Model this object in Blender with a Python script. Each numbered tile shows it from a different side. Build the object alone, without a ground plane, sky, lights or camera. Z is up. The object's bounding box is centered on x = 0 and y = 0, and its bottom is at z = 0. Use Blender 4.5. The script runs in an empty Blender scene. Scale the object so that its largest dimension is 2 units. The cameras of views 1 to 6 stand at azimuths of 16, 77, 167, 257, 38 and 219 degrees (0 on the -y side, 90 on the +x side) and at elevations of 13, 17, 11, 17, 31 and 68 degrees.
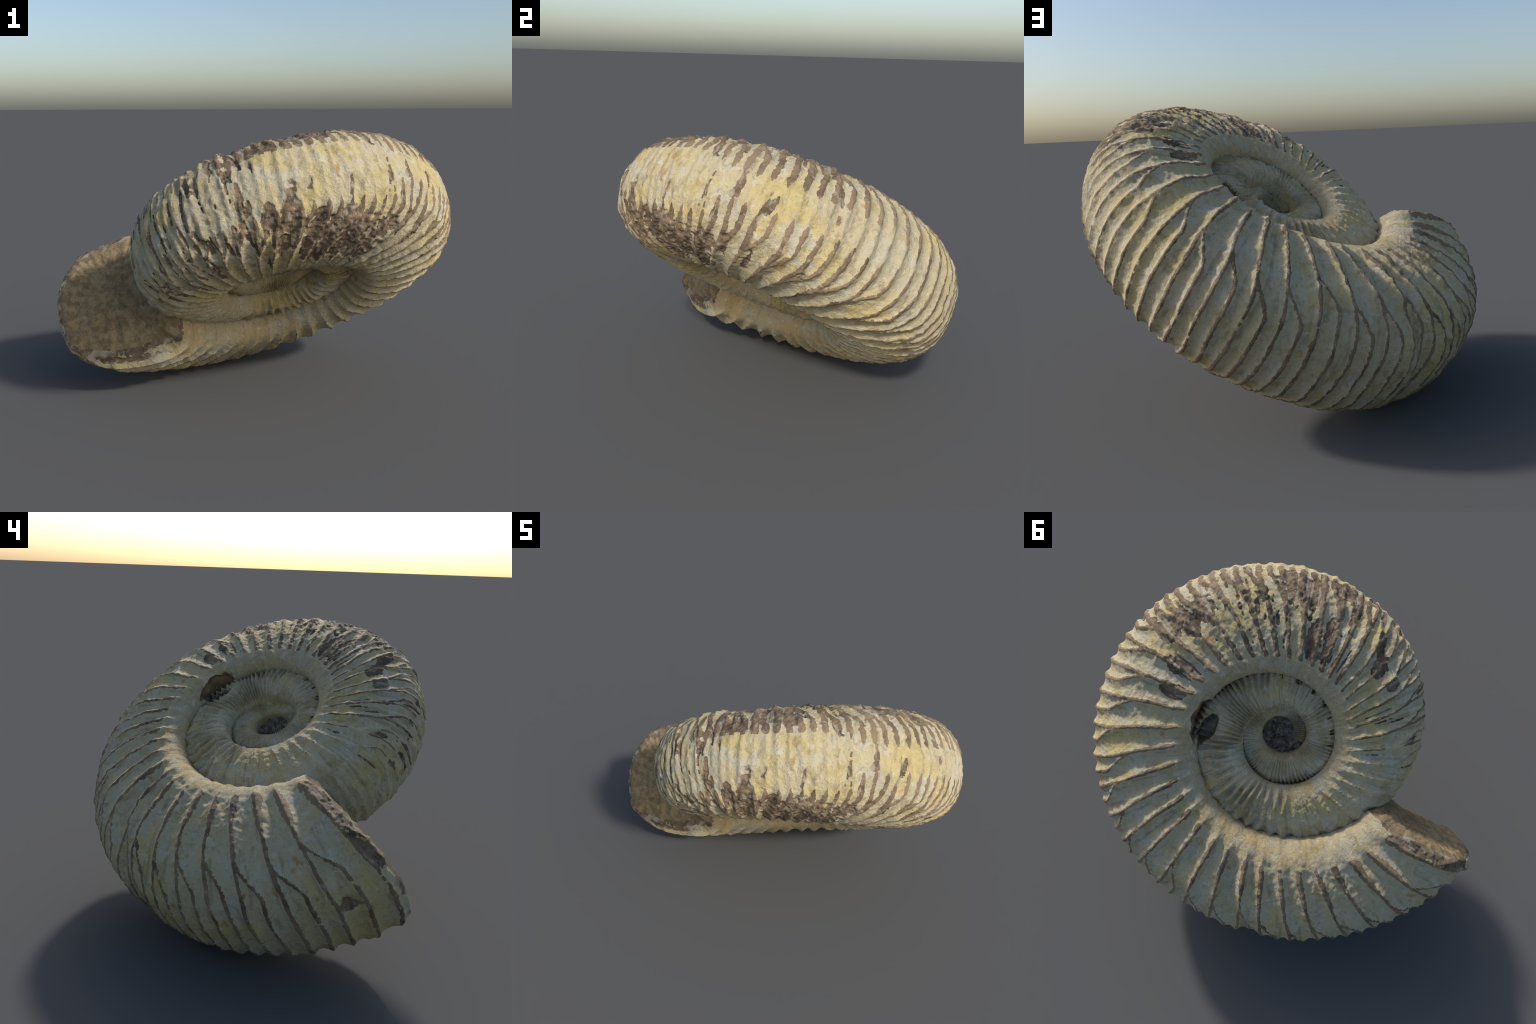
"""Fossil ammonite: a planispiral coil built from spiral profiles (radius, half
width, umbilical seam), with bifurcating ribs displaced into the shell surface,
flaked patches, an aperture filled with rock and a crystal-lined pit."""
import bpy
import math
import numpy as np
from mathutils import Vector

rng = np.random.default_rng(7)

# ------------------------------------------------------------------ coil frame
AXIS = np.array([-0.3766, 0.4501, 0.8096])
AXIS /= np.linalg.norm(AXIS)
CENTRE = np.array([0.143, -0.0967, 0.7944])
E1 = np.array([-0.9145, -0.3203, -0.2473])
E1 -= AXIS * (E1 @ AXIS)
E1 /= np.linalg.norm(E1)
E2 = np.cross(AXIS, E1)
PHASE = -0.2094                      # turns spiral angle 0 to the aperture

OUTER_EXP, INNER_EXP = 0.80, 0.62    # roundness of venter and umbilical shoulder


def spline(xk, yk, x):
    """Catmull-Rom through evenly spaced knots, clamped outside."""
    xk, yk = np.asarray(xk, float), np.asarray(yk, float)
    h = xk[1] - xk[0]
    t = np.clip((x - xk[0]) / h, 0, len(xk) - 1 - 1e-9)
    i = t.astype(int)
    u = t - i
    y = np.concatenate([[2 * yk[0] - yk[1]], yk, [2 * yk[-1] - yk[-2]]])
    a, b, c, e = y[i], y[i + 1], y[i + 2], y[i + 3]
    return b + .5 * u * (c - a + u * (2 * a - 5 * b + 4 * c - e + u * (3 * (b - c) + e - a)))


# ventral radius every 45 degrees, from 450 degrees behind the aperture to it
VENTER = ([-450 + 45 * k for k in range(11)],
          [.5087, .55, .6376, .7273, .7896, .8347, .8831, .9302, .9916, 1.0923, 1.181])
# half widths (upper, lower flank) every 60 degrees
WIDTH_AT = [-1080 + 60 * k for k in range(19)]
WIDTH_UP = [.098, .106, .117, .129, .144, .163, .177, .189, .205, .217, .226, .238, .248, .252, .2670, .287, .3090, .348, .350]
WIDTH_LOW = [.095, .105, .115, .128, .145, .160, .174, .182, .192, .210, .220, .226, .230, .241, .270, .2935, .3110, .332, .358]
# umbilical seam: radius and height above / below the median plane
SEAM_R_UP = [.074, .075, .077, .080, .084, .0905, .1123, .1406, .1588, .166, .1816, .2112, .2488, .2772, .3208, .374, .4, .4553, .548]
SEAM_H_UP = [.072, .078, .086, .097, .105, .113, .1164, .1197, .1257, .1378, .1617, .1828, .1823, .1801, .1946, .1938, .1978, .1923, .192]
SEAM_R_LOW = [.05, .058, .068, .08, .095, .11, .1245, .142, .165, .19, .2216, .2561, .2667, .2877, .313, .3499, .4017, .4654, .5403]
SEAM_H_LOW = [.078, .083, .090, .098, .105, .112, .118, .122, .125, .126, .126, .124, .121, .1259, .1333, .1455, .1652, .1919, .2132]
FRACT = ([-480, -240, 0], [.42, .445, .365])
GROW = math.log(1.95) / 360


def smooth(x, a, b):
    t = np.clip((x - a) / (b - a), 0, 1)
    return t * t * (3 - 2 * t)


def venter_radius(t):
    r = spline(*VENTER, np.maximum(t, -450))
    return np.where(t < -450, VENTER[1][0] * np.exp(GROW * (t + 450)), r)


def section(t, v):
    """Point of the whorl section: t spiral angle in degrees, v runs from the
    venter (0) over the flank (1) to the umbilical seam (2); negative = lower side."""
    a = np.abs(v)
    R = venter_radius(t)
    rc = R * (1 - spline(*FRACT, np.clip(t, -480, 0)))
    up = v >= 0
    b = np.where(up, spline(WIDTH_AT, WIDTH_UP, t), spline(WIDTH_AT, WIDTH_LOW, t))
    rs = np.where(up, spline(WIDTH_AT, SEAM_R_UP, t), spline(WIDTH_AT, SEAM_R_LOW, t))
    hs = np.where(up, spline(WIDTH_AT, SEAM_H_UP, t), spline(WIDTH_AT, SEAM_H_LOW, t))
    rc = np.maximum(rc, rs + .25 * (R - rs))
    pin = np.where(up, .92, .86 - .20 * smooth(t, -150, -60))
    pin = pin + (.92 - pin) * np.clip((-360 - t) / 90, 0, 1)
    oe = np.where(up, OUTER_EXP, OUTER_EXP - .07 * smooth(t, -110, -40))
    c1, s1 = np.cos(np.minimum(a, 1) * np.pi / 2), np.sin(np.minimum(a, 1) * np.pi / 2)
    a2 = np.clip(a - 1, 0, 1)
    c2, s2 = np.cos(a2 * np.pi / 2), np.sin(a2 * np.pi / 2)
    rho = np.where(a <= 1, rc + (R - rc) * c1 ** oe, rc - (rc - rs) * s2 ** pin)
    h = np.where(a <= 1, b * s1 ** oe, hs + (b - hs) * np.abs(c2) ** pin)
    h = h - np.maximum(a - 2, 0) * .9          # tuck under, into the whorl within
    return rho, h * np.sign(v), rc


# ----------------------------------------------------------------------- noise
PERM = np.random.default_rng(3).permutation(512).astype(np.int64)
GRAD = np.random.default_rng(5).normal(size=(512, 3))
GRAD /= np.linalg.norm(GRAD, axis=1, keepdims=True)


def perlin(p):
    i = np.floor(p).astype(np.int64)
    f = p - i
    w = f * f * f * (f * (f * 6 - 15) + 10)
    out = 0
    for dx in (0, 1):
        for dy in (0, 1):
            for dz in (0, 1):
                k = PERM[(PERM[(PERM[(i[..., 0] + dx) & 511] + i[..., 1] + dy) & 511] + i[..., 2] + dz) & 511]
                g = GRAD[k]
                d = g[..., 0] * (f[..., 0] - dx) + g[..., 1] * (f[..., 1] - dy) + g[..., 2] * (f[..., 2] - dz)
                out = out + d * (w[..., 0] if dx else 1 - w[..., 0]) * (w[..., 1] if dy else 1 - w[..., 1]) * (w[..., 2] if dz else 1 - w[..., 2])
    return out * 1.6


def fbm(p, octaves=3):
    s, a = 0, 1
    for k in range(octaves):
        s = s + a * perlin(p * 2 ** k + 17.3 * k)
        a *= .5
    return s


def smooth(x, a, b):
    t = np.clip((x - a) / (b - a), 0, 1)
    return t * t * (3 - 2 * t)


def local_to_world(rho, h, t, rc):
    w = np.clip((np.radians(t) + .9) / .9, 0, 1) ** 2
    th = np.radians(t) + PHASE + w * (.16 * (rho - rc) - .015 * h)
    off = smooth(-t, 540, 900)[..., None]          # the first turns sit a little off centre
    return (CENTRE + (rho * np.cos(th))[..., None] * E1 + (rho * np.sin(th))[..., None] * E2 + h[..., None] * AXIS
            + off * (-.012 * E1 + .030 * E2))


# ------------------------------------------------------------------------ ribs
# spiral angle of each primary rib at the upper umbilical shoulder
PRIMARY = [-1.6, -11.2, -19.3, -27.7, -35.6, -43.9, -51.7, -60.6, -68.2, -77.9, -86.9, -97.2, -106.4, -115.0, -123.8,
           -133.3, -143.1, -153.2, -164.0, -174.3, -183.3, -192.0, -200.0, -209.0, -216.6, -224.3, -231.6, -238.8,
           -246.2, -253.8, -261.3, -267.8, -274.4, -281.0, -287.5, -295.2, -302.0, -309.0, -318.0, -327.0, -336.0,
           -344.5, -353.0, -361.5, -370.0, -378.5, -387.0, -395.5, -404, -412.5, -421]
PRIMARY = np.array(PRIMARY[::-1])
NEXT = np.append(PRIMARY[1:], 6.5) - PRIMARY           # gap to the next rib, forward
LEAN = np.interp(PRIMARY, [-360, -300, -230, -180, -110, -60, -30, 0], [5, 5, 6, 6, 5.5, 3, 1.6, 1.2])
ONE = rng.normal(size=(len(PRIMARY), 6))


def lean_curve(a):
    return 1.02 / (1 + (a / .80) ** 4.2) - .18 * smooth(np.asarray(a), .7, 1.3) * 1.0 + .0


def rib_positions(v):
    """Spiral angles of both branches of every rib where they cross section parameter v."""
    a = abs(v)
    up = v >= 0
    shift = 0.0 if up else -3.0
    base = PRIMARY + shift + (LEAN - shift) * lean_curve(a)
    wob = .20 * np.sin(v * 7 + ONE[:, 2] * 3) + .10 * np.sin(v * 16 + ONE[:, 3] * 5)
    split_at = .69 + .08 * ONE[:, 0 if up else 4].clip(-1.5, 1.5)
    k = np.clip((split_at - a) / .30, 0, 1)
    k = k * k * (3 - 2 * k) * .6 + .4 * k
    branch = base + k * .5 * NEXT
    return np.concatenate([base + wob, branch + wob])


RIB_OF = np.concatenate([np.arange(len(PRIMARY))] * 2)


def rib_distance(T, v_cols):
    """For a grid T (rows = along the spiral, columns = v) the signed nearest crest distance and the gap, in degrees."""
    d = np.empty_like(T)
    gap = np.empty_like(T)
    ident = np.empty(T.shape, int)
    for j, v in enumerate(v_cols):
        pos = rib_positions(v)
        order = np.argsort(pos)
        p, who = pos[order], RIB_OF[order]
        k = np.clip(np.searchsorted(p, T[:, j]), 1, len(p) - 1)
        lo, hi = np.abs(T[:, j] - p[k - 1]), np.abs(p[k] - T[:, j])
        near = lo < hi
        d[:, j] = np.where(near, lo, hi)
        gap[:, j] = np.maximum(p[k] - p[k - 1], .05)
        ident[:, j] = np.where(near, who[k - 1], who[k])
    return d, gap, ident


# ------------------------------------------------------- flaked (bare rock) patches
#          angle, v,   half angle, half v
FLAKES = [(-235.5, -.70, 12.5, .27), (-244, -.72, 5.0, .30), (-226, -.80, 10.0, .17), (-217.5, -.62, 4.0, .13),
          (-251.2, -.32, 2.7, .25), (-258.4, -.34, 2.3, .12), (-265.4, -.16, 1.5, .20), (-255.8, -.66, 2.8, .10),
          (-237.5, .50, 3.6, .20), (-246.0, .52, 4.5, .16), (-256.5, .34, 5.0, .12), (-262.5, .48, 2.2, .26),
          (-250.5, .98, 5.0, .16), (-257.0, .86, 3.0, .14), (-284.5, .74, 3.6, .11), (-294.5, .72, 2.4, .08), (-280.5, .68, 2.0, .06),
          (-189.0, .62, 4.0, .14), (-196.5, .72, 4.0, .16), (-203.5, .66, 3.5, .18), (-181.5, .90, 3.5, .10), (-170.0, .98, 4.0, .10),
          (-7.5, .16, 1.8, .07), (.6, .95, 1.7, .40), (.8, .50, 1.5, .20), (.9, -.75, 1.2, .30)]
# small elongated scars, following the ribs, on the worn older half
for _ in range(70):
    FLAKES.append((-345 + 175 * rng.random(), -.95 + 1.9 * rng.random(), .45 + .8 * rng.random() ** 2, .04 + .11 * rng.random()))

HOLE = np.array([-.337, -.095])            # cavity beside the seam (coil plane coordinates)
HOLE_DIR = np.array([.20, 1.0]) / math.hypot(.20, 1.0)

# --------------------------------------------------------------------- the grid
END_T = 2.5
SPLIT_T = -404.0                           # outer whorl in front of this, inner whorls behind
rows = np.concatenate([np.linspace(-1075, SPLIT_T, 760)[:-1], np.linspace(SPLIT_T, END_T, 1250)])
fine = np.linspace(-2, 2, 4001)
sr, sh, _ = section(np.full(4001, -150.0), fine)
arc = np.concatenate([[0], np.cumsum(np.hypot(np.diff(sr), np.diff(sh)))])
cols = np.interp(np.linspace(0, arc[-1], 310), arc, fine)
cols = np.concatenate([[-2.07, -2.03], cols, [2.03, 2.07]])
NR, NC = len(rows), len(cols)


def mask_field(T, V, d_m, rho, h):
    """>0 where bare brown rock shows: rib crests and flaked patches."""
    a = np.abs(V)
    # noise in a space that follows the coil, stretched along the ribs
    ang = np.radians(T)
    q = np.stack([rho * np.cos(ang), rho * np.sin(ang), h], -1)
    n1, n2 = fbm(q * 8.0, 2), fbm(q * 36, 2)
    n3 = perlin(q * 52 + 9)
    # width of the worn crest, metres
    node = smooth(V, .80, 1.0) * (1 - smooth(a, 1.22, 1.32))
    width = .0082 + .0050 * node * smooth(T, -200, -60) + .010 * node * smooth(T, -34, -18) + .004 * smooth(T, -150, -185) * (V > .1) \
        + .0035 * smooth(-T, 160, 190) * (1 - smooth(-T, 262, 275)) * (a < .7)
    width = width * np.maximum(.35, 1 + .55 * n1 + .50 * n3) * np.where(V < 0, 1 - .5 * smooth(a, .55, 1.0), 1.0)
    old = smooth(-T, 150, 172)
    hide = old * (1 - smooth(a, .05, .15 + .10 * n1)) * 1.2 + smooth(-T, 212, 224) * (1 - smooth(a, .22, .38)) * (V < .2) * 1.0 \
        + smooth(-T, 268, 278) * .55 + smooth(-T, 318, 335) * .35 + smooth(a, 1.20, 1.27) * 3 + .5 * smooth(n1, .25, .8)
    crest = (width * (1 - hide) - d_m) / .006
    f = np.full(T.shape, -3.0)
    for t0, v0, ht, hv in FLAKES:
        wn = .95 if ht < 1.3 else .5
        near = (np.abs(T - t0 - 5 * (V - v0) * np.sign(-v0)) < ht * 2) & (np.abs(V - v0) < hv * 2)
        if near.any():
            r = np.sqrt(((T[near] - t0 - 5 * (V[near] - v0) * np.sign(-v0)) / ht) ** 2 + ((V[near] - v0) / hv) ** 2)
            f[near] = np.maximum(f[near], (1 - r) * 1.6 + .55 * n1[near] + wn * n2[near])
    # scattered flaking over the upper flank of the older half
    zone = smooth(-T, 168, 190) * (1 - smooth(-T, 262, 270)) * smooth(V, .22, .4) * (1 - smooth(V, 1.05, 1.2))
    f = np.maximum(f, (n1 * .5 + n2 * .55 + .7 * fbm(np.stack([ang * 22, V * 3.5, V * 0 + 6.2], -1), 2) - .42) * 3 * zone - (1 - zone) * 3)
    # brown streaks along the ribs of the worn oldest part
    n4 = fbm(np.stack([ang * 26, V * 3.2, V * 0 + 2.2], -1), 3)
    zone = smooth(-T, 246, 262) * (1 - smooth(a, .85, 1.1)) * (1 - smooth(V, .25, .5)) * (1 - .8 * smooth(-T, 318, 345))
    f = np.maximum(f, (n4 + .35 * n2 - .40) * 2.5 * zone - (1 - zone) * 3)
    f = f - 6 * smooth(a, 1.24, 1.30)
    f = np.maximum(f, (T - END_T + .9 + .9 * n1 + .5 * n2) * 2)      # broken rim of the aperture
    return np.maximum(crest, f), crest, f, n1, n2


T, V = np.meshgrid(rows, cols, indexing="ij")
rho, h, rc = section(T, V)
deg_d, deg_gap, who = rib_distance(T, cols)
m_per_deg = np.radians(rho)
d_m = deg_d * m_per_deg
field, crest_f, flake_f, n1, n2 = mask_field(T, V, d_m, rho, h)
outer_row = T >= SPLIT_T - 1e-6
field = np.where(outer_row & (T > -398) & (T < END_T + 9), field, -1.0)

# snap grid vertices onto the edge of the bare patches so that their outlines run clean
move = np.zeros((NR, NC, 2))
best = np.full((NR, NC), .5)
for ax, sgn in ((0, 1), (0, -1), (1, 1), (1, -1)):
    nb = np.roll(field, -sgn, ax)
    t = field / (field - nb + 1e-12)
    ok = (field * nb < 0) & (t < best)
    if ax == 1:
        ok[:, :3] = ok[:, -3:] = False
    else:
        ok[:2] = ok[-3:] = False
    best = np.where(ok, t, best)
    for k in (0, 1):
        move[..., k] = np.where(ok, sgn * t if k == ax else 0.0, move[..., k])
ii, jj = np.meshgrid(np.arange(NR), np.arange(NC), indexing="ij")
T = np.interp(ii + move[..., 0], np.arange(NR), rows)
V = np.interp(jj + move[..., 1], np.arange(NC), cols)
snapped = best < .5
field = np.where(snapped, 0.0, field)
rho, h, rc = section(T, V)


def bilinear(A):
    """value of a grid quantity at the moved vertices"""
    i0 = np.clip(np.floor(ii + move[..., 0]).astype(int), 0, NR - 2)
    j0 = np.clip(np.floor(jj + move[..., 1]).astype(int), 0, NC - 2)
    fi, fj = ii + move[..., 0] - i0, jj + move[..., 1] - j0
    return (A[i0, j0] * (1 - fi) + A[i0 + 1, j0] * fi) * (1 - fj) + (A[i0, j0 + 1] * (1 - fi) + A[i0 + 1, j0 + 1] * fi) * fj


deg_d, deg_gap = bilinear(deg_d), bilinear(deg_gap)
flake_s, n1, n2 = bilinear(np.clip(flake_f, -1, 1)), bilinear(n1), bilinear(n2)
d_m, gap_m = deg_d * np.radians(rho), deg_gap * np.radians(rho)

# ----------------------------------------------------------------- displacement
ang = np.radians(T)
P0 = np.stack([rho * np.cos(ang), rho * np.sin(ang), h], -1)
A = np.abs(V)
age = -T
ridge_w = .027 - .008 * (1 - smooth(A, .4, .9))
depth = .60 * (1 - np.exp(-(d_m / ridge_w) ** 1.8)) + .40 * (1 - (1 - np.clip(2 * d_m / gap_m, 0, 1)) ** 2) * np.minimum(1, gap_m / .07)
amp = (.0150 + .0065 * smooth(A, .45, .9)) * (1 - .25 * smooth(age, 170, 230)) * (1 + .45 * smooth(T, -75, -5))
amp = amp * (1 - .40 * smooth(age, 172, 235) * (1 - smooth(A, .2, .5)))
amp = amp * (1 - np.where(V > 0, .78, .66) * smooth(A, 1.12, 1.50))
amp = amp * np.where(age > 330, 1 - .35 * smooth(age, 330, 400), 1)
amp = amp * (1 + .28 * smooth(T, -150, -90) * smooth(A, .3, .55) * (1 - smooth(A, 1.05, 1.25)))
amp = amp * (1 - .14 * smooth(T, -150, -60) * smooth(A, .2, .5))
disp = amp * (.31 - depth)
# inner whorls: simple, finer ribs
inner = smooth(age, 395, 409)
pitch = np.where(age > 500, 4.6, 8.0)
ph = (age + 2.5 * np.sin(age * .07) + 2.2 * perlin(P0 * 9) + (A - .8) * 5) / np.where(age > 500, 4.6, 8.0)
fine_rib = np.abs(np.sin(np.pi * ph)) ** 1.3
disp = disp * (1 - inner) + inner * .021 * (.5 - fine_rib) * np.clip(.9 + 1.6 * perlin(P0 * 8 + 3), .1, 1.8) * np.clip(rho / .35, .35, 1) * (1 - smooth(A, 1.5, 1.95))
# flaked patches lie a shell thickness lower; the shell edge is a small step
disp = disp - .0055 * smooth(flake_s, -.05, .18)
# an older step of the outer shell layer
disp = disp + .010 * smooth(age, 266.5, 269.0) * (1 - smooth(age, 280, 330)) * smooth(V, -.25, .1) * (1 - smooth(V, .8, 1.1))

# a constriction: one broad, sunken interspace on the last half whorl
cons = np.interp(V, [-.5, 0, .35, .58, .75, .9, 1.2], [-56, -58, -61.5, -65, -70, -73, -76])
disp = disp - .024 * np.exp(-((T - cons) / 3.3) ** 2) * smooth(V, -.5, -.1) * (1 - smooth(A, 1.1, 1.3))
# direction of displacement: normal of the smooth section
eps = 1e-3
r1, h1, _ = section(T, V + eps)
r0, h0, _ = section(T, V - eps)
tr, tz = r1 - r0, h1 - h0
ln = np.hypot(tr, tz) + 1e-12
nr, nz = tz / ln, -tr / ln
rough = .0050 * fbm(P0 * 11, 3) + .0030 * fbm(P0 * 42 + 5, 3)
rough = rough * (.6 + .6 * smooth(A, .2, .5)) * (1 - .5 * smooth(-V, .5, .8)) * (1 - .4 * smooth(A, 1.2, 1.4))
rough += .0035 * smooth(flake_s, 0, .3) * fbm(P0 * 60 + 2, 2)
rough += .0085 * perlin(np.stack([ang * 13, V * 4.5, ang], -1)) * smooth(age, 160, 220) * (1 - smooth(A, .5, .9))
rough += .0035 * np.exp(-(d_m / .014) ** 2) * fbm(P0 * 26 + 8, 2) * (age < 395) * (A < 1.4)       # knobbly crests
rough += inner * .009 * fbm(P0 * 13 + 4, 2)
disp = disp + rough * np.clip(rho / .4, .2, 1)
fade_end = 1 - smooth(A, 1.97, 2.0)
disp = disp * fade_end
# the broken recess in the umbilical wall
hr = np.sqrt(((T + 160.0) / 18.5) ** 2 + ((V - 1.90) / .42) ** 2) + .16 * perlin(P0 * 16) + .1 * perlin(P0 * 40)
wall_hole = (1 - smooth(hr, .62, 1.0)) * (V > 1)
rho2 = rho + nr * disp + (.026 * wall_hole)
h2 = h + nz * disp
# rounded rim at the aperture
rim = np.clip((T - END_T + 1.0) / 1.0, 0, 1)
rim = 1 - np.sqrt(np.maximum(0, 1 - rim ** 2))
rho2 = rc + (rho2 - rc) * (1 - .055 * rim)
h2 = h2 * (1 - .055 * rim)
# the lower lip is rounded off and broken back
low_lip = np.clip((T - END_T + 8) / 8, 0, 1) ** 2 * smooth(-V, .15, .6) * (1 - smooth(A, 1.2, 1.8))
rho2 = rc + (rho2 - rc) * (1 - .05 * low_lip)
h2 = h2 * (1 - .17 * low_lip)
# cavity in the inner whorl under the recess
flat = np.stack([rho2 * np.cos(ang + PHASE), rho2 * np.sin(ang + PHASE)], -1) - HOLE
la, lb = flat @ HOLE_DIR, flat @ np.array([HOLE_DIR[1], -HOLE_DIR[0]])
hole_r = np.sqrt((la / .092) ** 2 + (lb / (.038 + .10 * la)) ** 2) + .18 * perlin(P0 * 22)
pit = (1 - smooth(hole_r, .80, 1.02)) * (V > 0) * (T < SPLIT_T) * (T > -620) * (A < 1.6)
h2 = h2 - .036 * pit
# row of small pits where the inner whorl meets the seam
pits = np.zeros_like(T)
seam_out = spline(WIDTH_AT, SEAM_R_UP, np.minimum(T + 360, 0))
for k in range(10):
    tk = -690 + 10.5 * k + 4 * math.sin(k * 2.1)
    e = np.sqrt(((T - tk) / (1.3 + .6 * math.sin(k * 3.3))) ** 2 + ((rho - seam_out + .012) / .016) ** 2) + .2 * perlin(P0 * 60)
    pits = np.maximum(pits, (1 - smooth(e, .7, 1.1)) * (V > 0))
h2 = h2 - .010 * pits + .010 * np.exp(-((rho - seam_out) / .025) ** 2) * (V > 0) * (T < -362)
ragged = smooth(T, -3.5, END_T) * (.9 * perlin(np.stack([V * 5, V * 0 + 3.3, V * 0], -1)) + .5 * perlin(np.stack([V * 14, V * 0 + 1.3, V * 0], -1)))
ragged = ragged + smooth(T, -6, END_T) * (1.1 * smooth(A, 1.25, 1.9) - .6 * smooth(-V, .3, .8) * (1 - smooth(A, 1.3, 1.8)))       # rock fills the inner corner
young = np.clip((T + 1075) / 14, 0, 1)          # the first turn starts with a rounded end
young = np.sqrt(np.maximum(1e-4, 1 - (1 - young) ** 2))
rho2, h2 = rc + (rho2 - rc) * young, h2 * young
verts = local_to_world(rho2, h2, T + ragged, rc).reshape(-1, 3)

# ------------------------------------------------------------------ face regions
idx = (np.arange(NR)[:, None] * NC + np.arange(NC)[None])
quads = np.stack([idx[:-1, :-1], idx[1:, :-1], idx[1:, 1:], idx[:-1, 1:]], -1).reshape(-1, 4)


def per_face(a):
    return (a[:-1, :-1] + a[1:, :-1] + a[1:, 1:] + a[:-1, 1:]).reshape(-1) / 4


fT, fV, fF, fflake, fcrest, fpit, fr = map(per_face, (T, V, field, flake_s, bilinear(np.clip(crest_f, -1, 1)), pit, rho2))
fA = np.abs(fV)
fwho = who[:-1, :-1].reshape(-1)
fhole = per_face(wall_hole)
fpits = per_face(pits)
is_outer = fT > SPLIT_T
cover = np.where(fV > 0, spline(WIDTH_AT, SEAM_R_UP, fT + 360), spline(WIDTH_AT, SEAM_R_LOW, fT + 360))
hidden = (fT < -452) & (fr > cover + .05)
keep = ~hidden
brown = (fF > 0) & is_outer
crest_b = brown & (fcrest > fflake)
region = np.zeros(len(quads), int)                      # 0 flank shell
region[is_outer & (fA > 1.27)] = 1                      # umbilical wall
region[~is_outer] = 2                                   # inner whorls
region[brown & ~crest_b] = 3                            # bare rock
region[crest_b] = 4                                     # rib crests
region[(fhole > .35) & is_outer] = 5                    # recess
region[fpits > .5] = 7                                  # small seam pits
region[fpit > .25] = 6                                  # cavity
region[~keep] = -1

# vertex normals of the whole body
tri_n = np.cross(verts[quads[:, 2]] - verts[quads[:, 0]], verts[quads[:, 3]] - verts[quads[:, 1]])
vn = np.zeros_like(verts)
for k in range(4):
    for c in range(3):
        vn[:, c] += np.bincount(quads[:, k], tri_n[:, c], len(verts))
vn /= np.linalg.norm(vn, axis=1, keepdims=True) + 1e-12
out_dir = (nr[NR // 2, NC // 2] * 1.0)
sample = idx[NR - 200, NC // 2]
away = verts[sample] - CENTRE
FLIP = (vn[sample] @ away) < 0
if FLIP:
    quads = quads[:, ::-1]
    vn = -vn

# --------------------------------------------------------------------- materials


def new_material(name):
    m = bpy.data.materials.new(name)
    m.use_nodes = True
    nt = m.node_tree
    nt.nodes.clear()
    return m, nt


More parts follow.
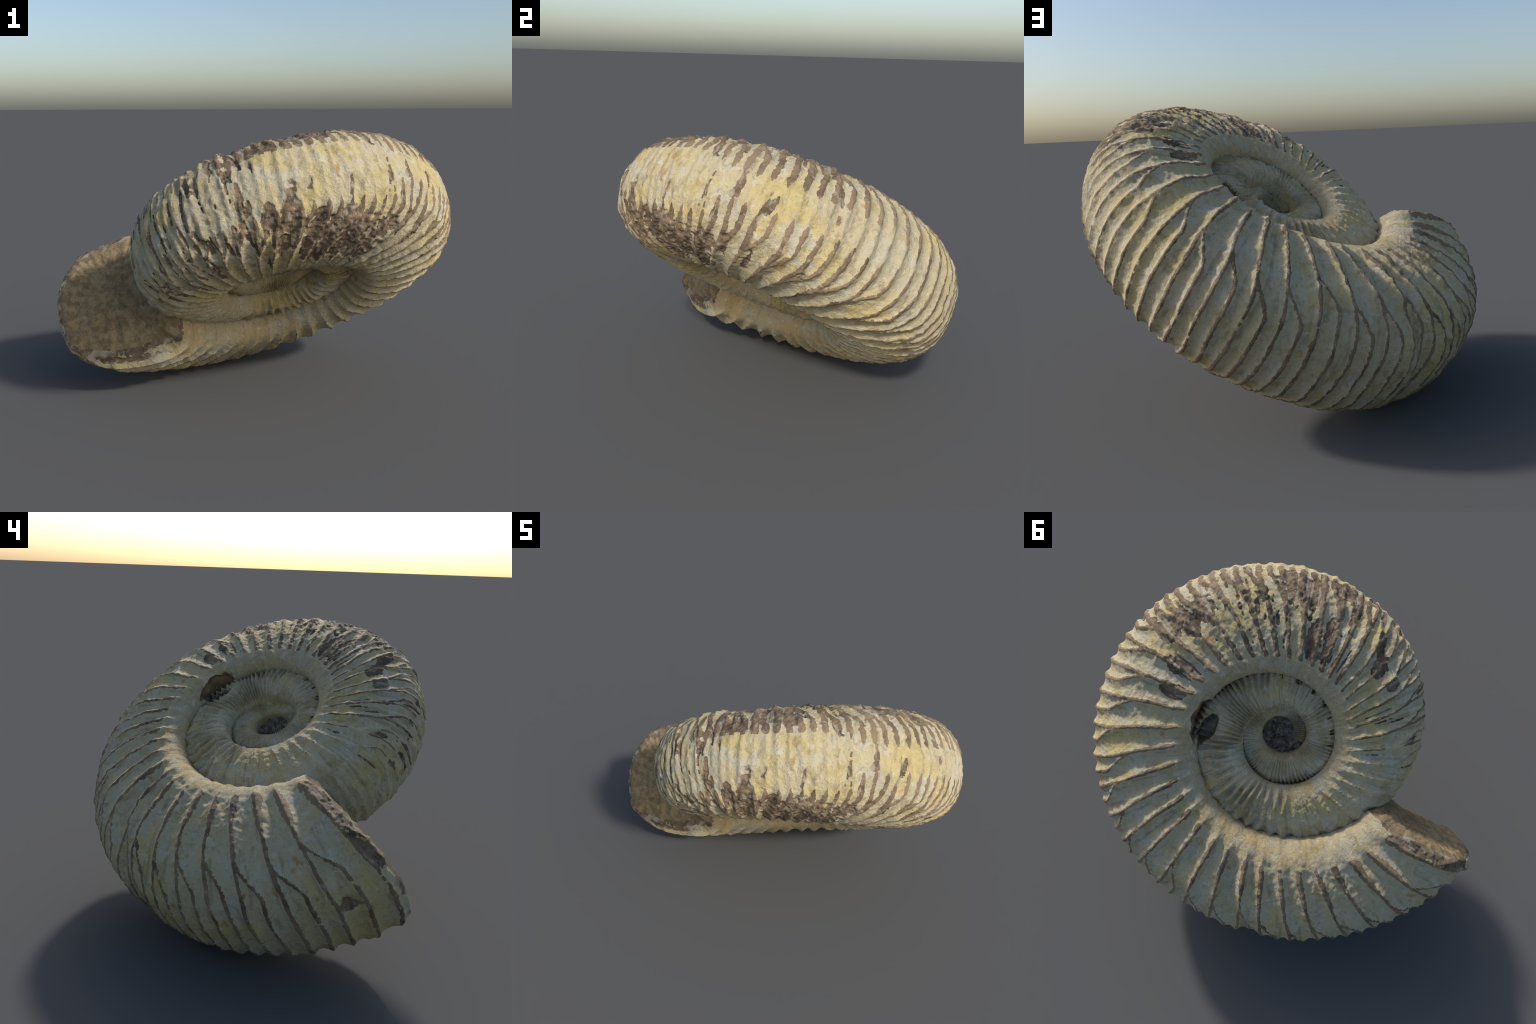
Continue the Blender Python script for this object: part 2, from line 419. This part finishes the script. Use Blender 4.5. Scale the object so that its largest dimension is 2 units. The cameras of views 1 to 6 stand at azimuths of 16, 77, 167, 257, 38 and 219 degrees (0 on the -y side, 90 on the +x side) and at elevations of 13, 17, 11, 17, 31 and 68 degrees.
class Build:
    def __init__(self, name):
        self.mat, self.nt = new_material(name)
        self.co = self.nt.nodes.new("ShaderNodeTexCoord").outputs["Object"]

    def node(self, kind, **kw):
        n = self.nt.nodes.new(kind)
        for k, v in kw.items():
            setattr(n, k, v)
        return n

    def noise(self, scale, detail=4, rough=.55, offset=0.0, distort=0.0):
        mp = self.node("ShaderNodeMapping")
        mp.inputs["Location"].default_value = (offset, offset * 1.7, offset * .6)
        self.nt.links.new(self.co, mp.inputs["Vector"])
        n = self.node("ShaderNodeTexNoise")
        n.inputs["Scale"].default_value = scale
        n.inputs["Detail"].default_value = detail
        n.inputs["Roughness"].default_value = rough
        n.inputs["Distortion"].default_value = distort
        self.nt.links.new(mp.outputs[0], n.inputs["Vector"])
        return n.outputs["Fac"]

    def streaks(self, around, along, detail=4, offset=0.0):
        """noise drawn out along the ribs: position as (cos, sin) of the coil angle and radius"""
        sub = self.node("ShaderNodeVectorMath", operation="SUBTRACT")
        self.nt.links.new(self.co, sub.inputs[0])
        sub.inputs[1].default_value = tuple(CENTRE)
        xyz = []
        for ax in (E1, E2, AXIS):
            d = self.node("ShaderNodeVectorMath", operation="DOT_PRODUCT")
            self.nt.links.new(sub.outputs[0], d.inputs[0])
            d.inputs[1].default_value = tuple(ax)
            xyz.append(d.outputs["Value"])
        r = self.math("SQRT", self.math("ADD", self.math("MULTIPLY", xyz[0], xyz[0]), self.math("MULTIPLY", xyz[1], xyz[1])), 0.0)
        x, y = self.math("DIVIDE", xyz[0], r), self.math("DIVIDE", xyz[1], r)
        cb = self.node("ShaderNodeCombineXYZ")
        for k, q in enumerate((self.math("MULTIPLY", x, around), self.math("MULTIPLY", y, around),
                               self.math("ADD", self.math("MULTIPLY", r, along), self.math("MULTIPLY", xyz[2], along * 1.3)))):
            self.nt.links.new(q, cb.inputs[k])
        add = self.node("ShaderNodeVectorMath", operation="ADD")
        self.nt.links.new(cb.outputs[0], add.inputs[0])
        add.inputs[1].default_value = (offset, offset * .7, offset * 1.3)
        n = self.node("ShaderNodeTexNoise")
        n.inputs["Scale"].default_value = 1.0
        n.inputs["Detail"].default_value = detail
        self.nt.links.new(add.outputs[0], n.inputs["Vector"])
        return n.outputs["Fac"]

    def voronoi(self, scale, feature="F1"):
        n = self.node("ShaderNodeTexVoronoi", feature=feature)
        n.inputs["Scale"].default_value = scale
        self.nt.links.new(self.co, n.inputs["Vector"])
        return n.outputs["Distance"]

    def ramp(self, fac, lo, hi):
        n = self.node("ShaderNodeMapRange", interpolation_type="SMOOTHSTEP")
        n.inputs["From Min"].default_value = lo
        n.inputs["From Max"].default_value = hi
        self.nt.links.new(fac, n.inputs["Value"])
        return n.outputs[0]

    def math(self, op, a, b):
        n = self.node("ShaderNodeMath", operation=op)
        for k, x in enumerate((a, b)):
            if isinstance(x, (int, float)):
                n.inputs[k].default_value = x
            else:
                self.nt.links.new(x, n.inputs[k])
        return n.outputs[0]

    def mix(self, fac, a, b):
        n = self.node("ShaderNodeMix", data_type="RGBA")
        if isinstance(fac, (int, float)):
            n.inputs[0].default_value = fac
        else:
            self.nt.links.new(fac, n.inputs[0])
        for k, x in ((6, a), (7, b)):
            if isinstance(x, tuple):
                n.inputs[k].default_value = (*x, 1)
            else:
                self.nt.links.new(x, n.inputs[k])
        return n.outputs[2]

    def finish(self, colour, bump, rough=.8, strength=.4, distance=.01, spec=.3):
        b = self.node("ShaderNodeBsdfPrincipled")
        b.inputs["Roughness"].default_value = rough
        b.inputs["Specular IOR Level"].default_value = spec
        self.nt.links.new(colour, b.inputs["Base Color"])
        bp = self.node("ShaderNodeBump")
        bp.inputs["Strength"].default_value = strength
        bp.inputs["Distance"].default_value = distance
        self.nt.links.new(bump, bp.inputs["Height"])
        self.nt.links.new(bp.outputs[0], b.inputs["Normal"])
        o = self.node("ShaderNodeOutputMaterial")
        self.nt.links.new(b.outputs[0], o.inputs["Surface"])
        return self.mat


def shell_material(name, base, warm, grey, olive, stain=.6, warm_at=(.47, .66), grey_at=(.50, .66), fine_streaks=0.0):
    s = Build(name)
    c = s.mix(s.ramp(s.noise(3.0, 4, .55, 1.0), *warm_at), base, warm)
    c = s.mix(s.ramp(s.noise(7.0, 5, .6, 4.0), *grey_at), c, grey)
    c = s.mix(s.math("MULTIPLY", s.ramp(s.noise(10.0, 3, .5, 8.0, .6), .57, .69), .65), c, olive)
    c = s.mix(s.math("MULTIPLY", s.ramp(s.noise(12.0, 2, .5, 21.0), .66, .74), .8), c, (.48, .28, .085))
    c = s.mix(s.math("MULTIPLY", s.ramp(s.streaks(30, 9, 5, 2.0), .52, .70), stain), c, (.225, .172, .108))
    if fine_streaks:
        c = s.mix(s.math("MULTIPLY", s.ramp(s.streaks(34, 8, 4, 7.0), .52, .66), fine_streaks), c, (.13, .105, .07))
        c = s.mix(s.math("MULTIPLY", s.ramp(s.streaks(40, 8, 4, 11.0), .52, .66), fine_streaks), c, (.52, .48, .37))
    c = s.mix(s.math("MULTIPLY", s.ramp(s.noise(24, 6, .72, 3.0, .8), .52, .68), .45), c, (.25, .20, .13))
    c = s.mix(s.math("MULTIPLY", s.ramp(s.noise(26, 5, .65, 14.0, .6), .53, .68), .70), c, (.68, .62, .46))
    c = s.mix(s.math("MULTIPLY", s.ramp(s.noise(85, 4, .65, 6.0), .57, .70), .42), c, (.16, .13, .09))
    return s.finish(c, s.noise(60, 7, .7, 2.0), .78, .9, .016)


def rock_material(name, dark, mid, pale_amount=.8, red=.5, grain=1.0, remnant=0.0, tan=None):
    s = Build(name)
    c = s.mix(s.ramp(s.noise(16 * grain, 5, .6, 1.5), .36, .64), dark, mid)
    c = s.mix(s.math("MULTIPLY", s.ramp(s.noise(7, 3, .5, 5.5), .58, .7), red), c, (.17, .085, .055))
    if tan:
        c = s.mix(s.ramp(s.noise(4.5, 5, .6, 31.0), .42, .60), c, tan)
    if remnant:
        c = s.mix(s.math("MULTIPLY", s.ramp(s.streaks(30, 11, 5, 4.0), .53, .62), remnant), c, (.45, .40, .29))
    c = s.mix(s.math("MULTIPLY", s.ramp(s.noise(40 * grain, 4, .65, 2.5), .54, .70), pale_amount), c, (.44, .39, .29))
    c = s.mix(s.math("MULTIPLY", s.ramp(s.noise(110, 2, .5, 9.5), .68, .76), pale_amount), c, (.62, .60, .54))
    return s.finish(c, s.noise(80, 6, .7, 3.0), .75, .8, .015)


SHELL = shell_material("pale_shell", (.585, .505, .32), (.625, .505, .23), (.575, .53, .40), (.47, .385, .165), .46, (.46, .65), (.49, .65))
WALL = shell_material("umbilical_shell", (.54, .455, .29), (.57, .435, .215), (.51, .47, .345), (.47, .36, .15), .3, (.42, .62))
INNER = shell_material("inner_shell", (.57, .495, .325), (.58, .45, .21), (.55, .50, .365), (.48, .38, .15), .36, (.42, .58), (.50, .66), .38)
CREST = rock_material("worn_rib_rock", (.13, .092, .058), (.255, .185, .113), .7, .2, 1.0, 0.0, (.30, .222, .135))
BARE = rock_material("bare_rock", (.125, .089, .059), (.285, .205, .128), .8, .5, 1.0, .8)
RECESS = rock_material("rusty_recess", (.16, .098, .05), (.27, .175, .09), .35, .3)
CAVITY = rock_material("dark_cavity", (.12, .105, .075), (.25, .215, .145), .2, .0)
PITS = rock_material("dark_pits", (.07, .055, .036), (.15, .115, .07), .1, .0)
FACE = rock_material("aperture_rock", (.21, .153, .078), (.36, .27, .145), .40, .15, 1.6)
CORE = rock_material("pit_crystals", (.13, .108, .08), (.32, .265, .185), .7, .0, 2.0)

# ----------------------------------------------------------------------- objects
root = bpy.data.objects.new("ammonite_fossil", None)
root.empty_display_size = .2
bpy.context.scene.collection.objects.link(root)
root["label"] = "ribbed spiral ammonite fossil, cream shell with brown worn ribs"
root["category"] = "ammonite fossil"


def mesh_object(name, v, faces, mat, parent, normals=None, kind=None):
    me = bpy.data.meshes.new(name)
    me.vertices.add(len(v))
    me.vertices.foreach_set("co", np.ascontiguousarray(v, np.float32).ravel())
    k = faces.shape[1]
    me.loops.add(len(faces) * k)
    me.loops.foreach_set("vertex_index", np.ascontiguousarray(faces, np.int32).ravel())
    me.polygons.add(len(faces))
    me.polygons.foreach_set("loop_start", np.arange(0, len(faces) * k, k, dtype=np.int32))
    me.polygons.foreach_set("use_smooth", np.ones(len(faces), bool))
    me.update(calc_edges=True)
    if normals is not None:
        me.normals_split_custom_set_from_vertices([tuple(x) for x in normals.tolist()])
    me.materials.append(mat)
    o = bpy.data.objects.new(name, me)
    bpy.context.scene.collection.objects.link(o)
    o.parent = parent
    if kind:
        o["kind"] = kind
    return o


def region_object(name, sel, mat, parent, kind=None):
    f = quads[sel]
    if not len(f):
        return None
    used, inv = np.unique(f.ravel(), return_inverse=True)
    return mesh_object(name, verts[used], inv.reshape(f.shape), mat, parent, vn[used], kind)


outer = region_object("outer_whorl", region == 0, SHELL, root)
region_object("umbilical_wall", region == 1, WALL, outer)
inner_o = region_object("inner_whorl", region == 2, INNER, root)
region_object("bare_rock_patch", region == 3, BARE, outer, "stuff")
for r in range(len(PRIMARY) - 1, -1, -1):
    sel = (region == 4) & (fwho == r)
    if sel.sum() > 12:
        region_object("rib", sel, CREST, outer)
    elif sel.any():
        region[sel] = 3
region_object("broken_recess", region == 5, RECESS, outer)
region_object("cavity", region == 6, CAVITY, inner_o)
region_object("seam_pit", region == 7, PITS, inner_o, "stuff")

# aperture face: rings shrinking from the rim of the last section to its middle
last = verts.reshape(NR, NC, 3)[-1]
mid = last[2:-2].mean(0) * .75 + .25 * local_to_world(np.array([rc[-1, 0]]), np.array([0.0]), np.array([END_T]), np.array([rc[-1, 0]]))[0]
ahead = np.cross(last[NC // 2] - mid, last[NC // 4] - mid)
ahead /= np.linalg.norm(ahead)
if ahead @ (verts.reshape(NR, NC, 3)[-1, NC // 2] - verts.reshape(NR, NC, 3)[-12, NC // 2]) < 0:
    ahead = -ahead
K = 90
ss = np.linspace(0, 1, K)
rings = []
for s in ss:
    p = last + (mid - last) * s
    bulge = .012 * math.sin(min(1, s / .12) * math.pi / 2) + .020 * smooth(np.array(s), .08, .75)
    p = p + ahead * (bulge + (.009 * fbm(p * 9, 3) + .004 * fbm(p * 45, 2)) * min(1, s * 8))[:, None]
    near_in = np.hypot((p - CENTRE) @ E1, (p - CENTRE) @ E2)
    p = p + ahead * (.018 * (1 - smooth(near_in, .60, .80)) * min(1, s * 5))[:, None]
    rings.append(p)
fv = np.concatenate(rings)
fi = np.arange(K * NC).reshape(K, NC)
ff = np.stack([fi[:-1, :-1], fi[1:, :-1], fi[1:, 1:], fi[:-1, 1:]], -1).reshape(-1, 4)
close = np.stack([fi[:-1, -1], fi[1:, -1], fi[1:, 0], fi[:-1, 0]], -1)
ff = np.concatenate([ff, close])
fn = np.cross(fv[ff[4000, 2]] - fv[ff[4000, 0]], fv[ff[4000, 3]] - fv[ff[4000, 1]])
if fn @ ahead < 0:
    ff = ff[:, ::-1]
mesh_object("aperture_face", fv, ff, FACE, root)


def lumpy_disc(name, centre2, h0, radius, mat, parent, lump, side):
    n, m = 40, 96
    rr, aa = np.meshgrid(np.linspace(0.02, 1, n), np.linspace(0, 2 * np.pi, m, endpoint=False), indexing="ij")
    x, y = centre2[0] + radius * rr * np.cos(aa), centre2[1] + radius * rr * np.sin(aa)
    p = np.stack([x, y, np.full_like(x, side * h0)], -1)
    z = h0 + lump * fbm(p * 55, 3) + .02 * rr ** 3 - .030 * np.exp(-(rr / .52) ** 2) + .022 * np.exp(-(rr / .20) ** 2) + .007 * np.cos(aa * side - rr * 9) * rr
    w = CENTRE + x[..., None] * E1 + y[..., None] * E2 + (side * z)[..., None] * AXIS
    k = np.arange(n * m).reshape(n, m)
    q = np.stack([k[:-1], np.roll(k, -1, 1)[:-1], np.roll(k, -1, 1)[1:], k[1:]], -1).reshape(-1, 4)
    c = np.array([list(k[0])])
    fc = q if side < 0 else q[:, ::-1]
    mesh_object(name, w.reshape(-1, 3), fc, mat, parent)


lumpy_disc("pit_core", (-.014, .033), .078, .125, CORE, inner_o, .018, 1)
lumpy_disc("pit_core", (-.012, .03), .074, .125, CORE, inner_o, .016, -1)

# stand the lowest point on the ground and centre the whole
low = verts[quads[region >= 0].ravel()]
print("bounds", low.min(0), low.max(0))
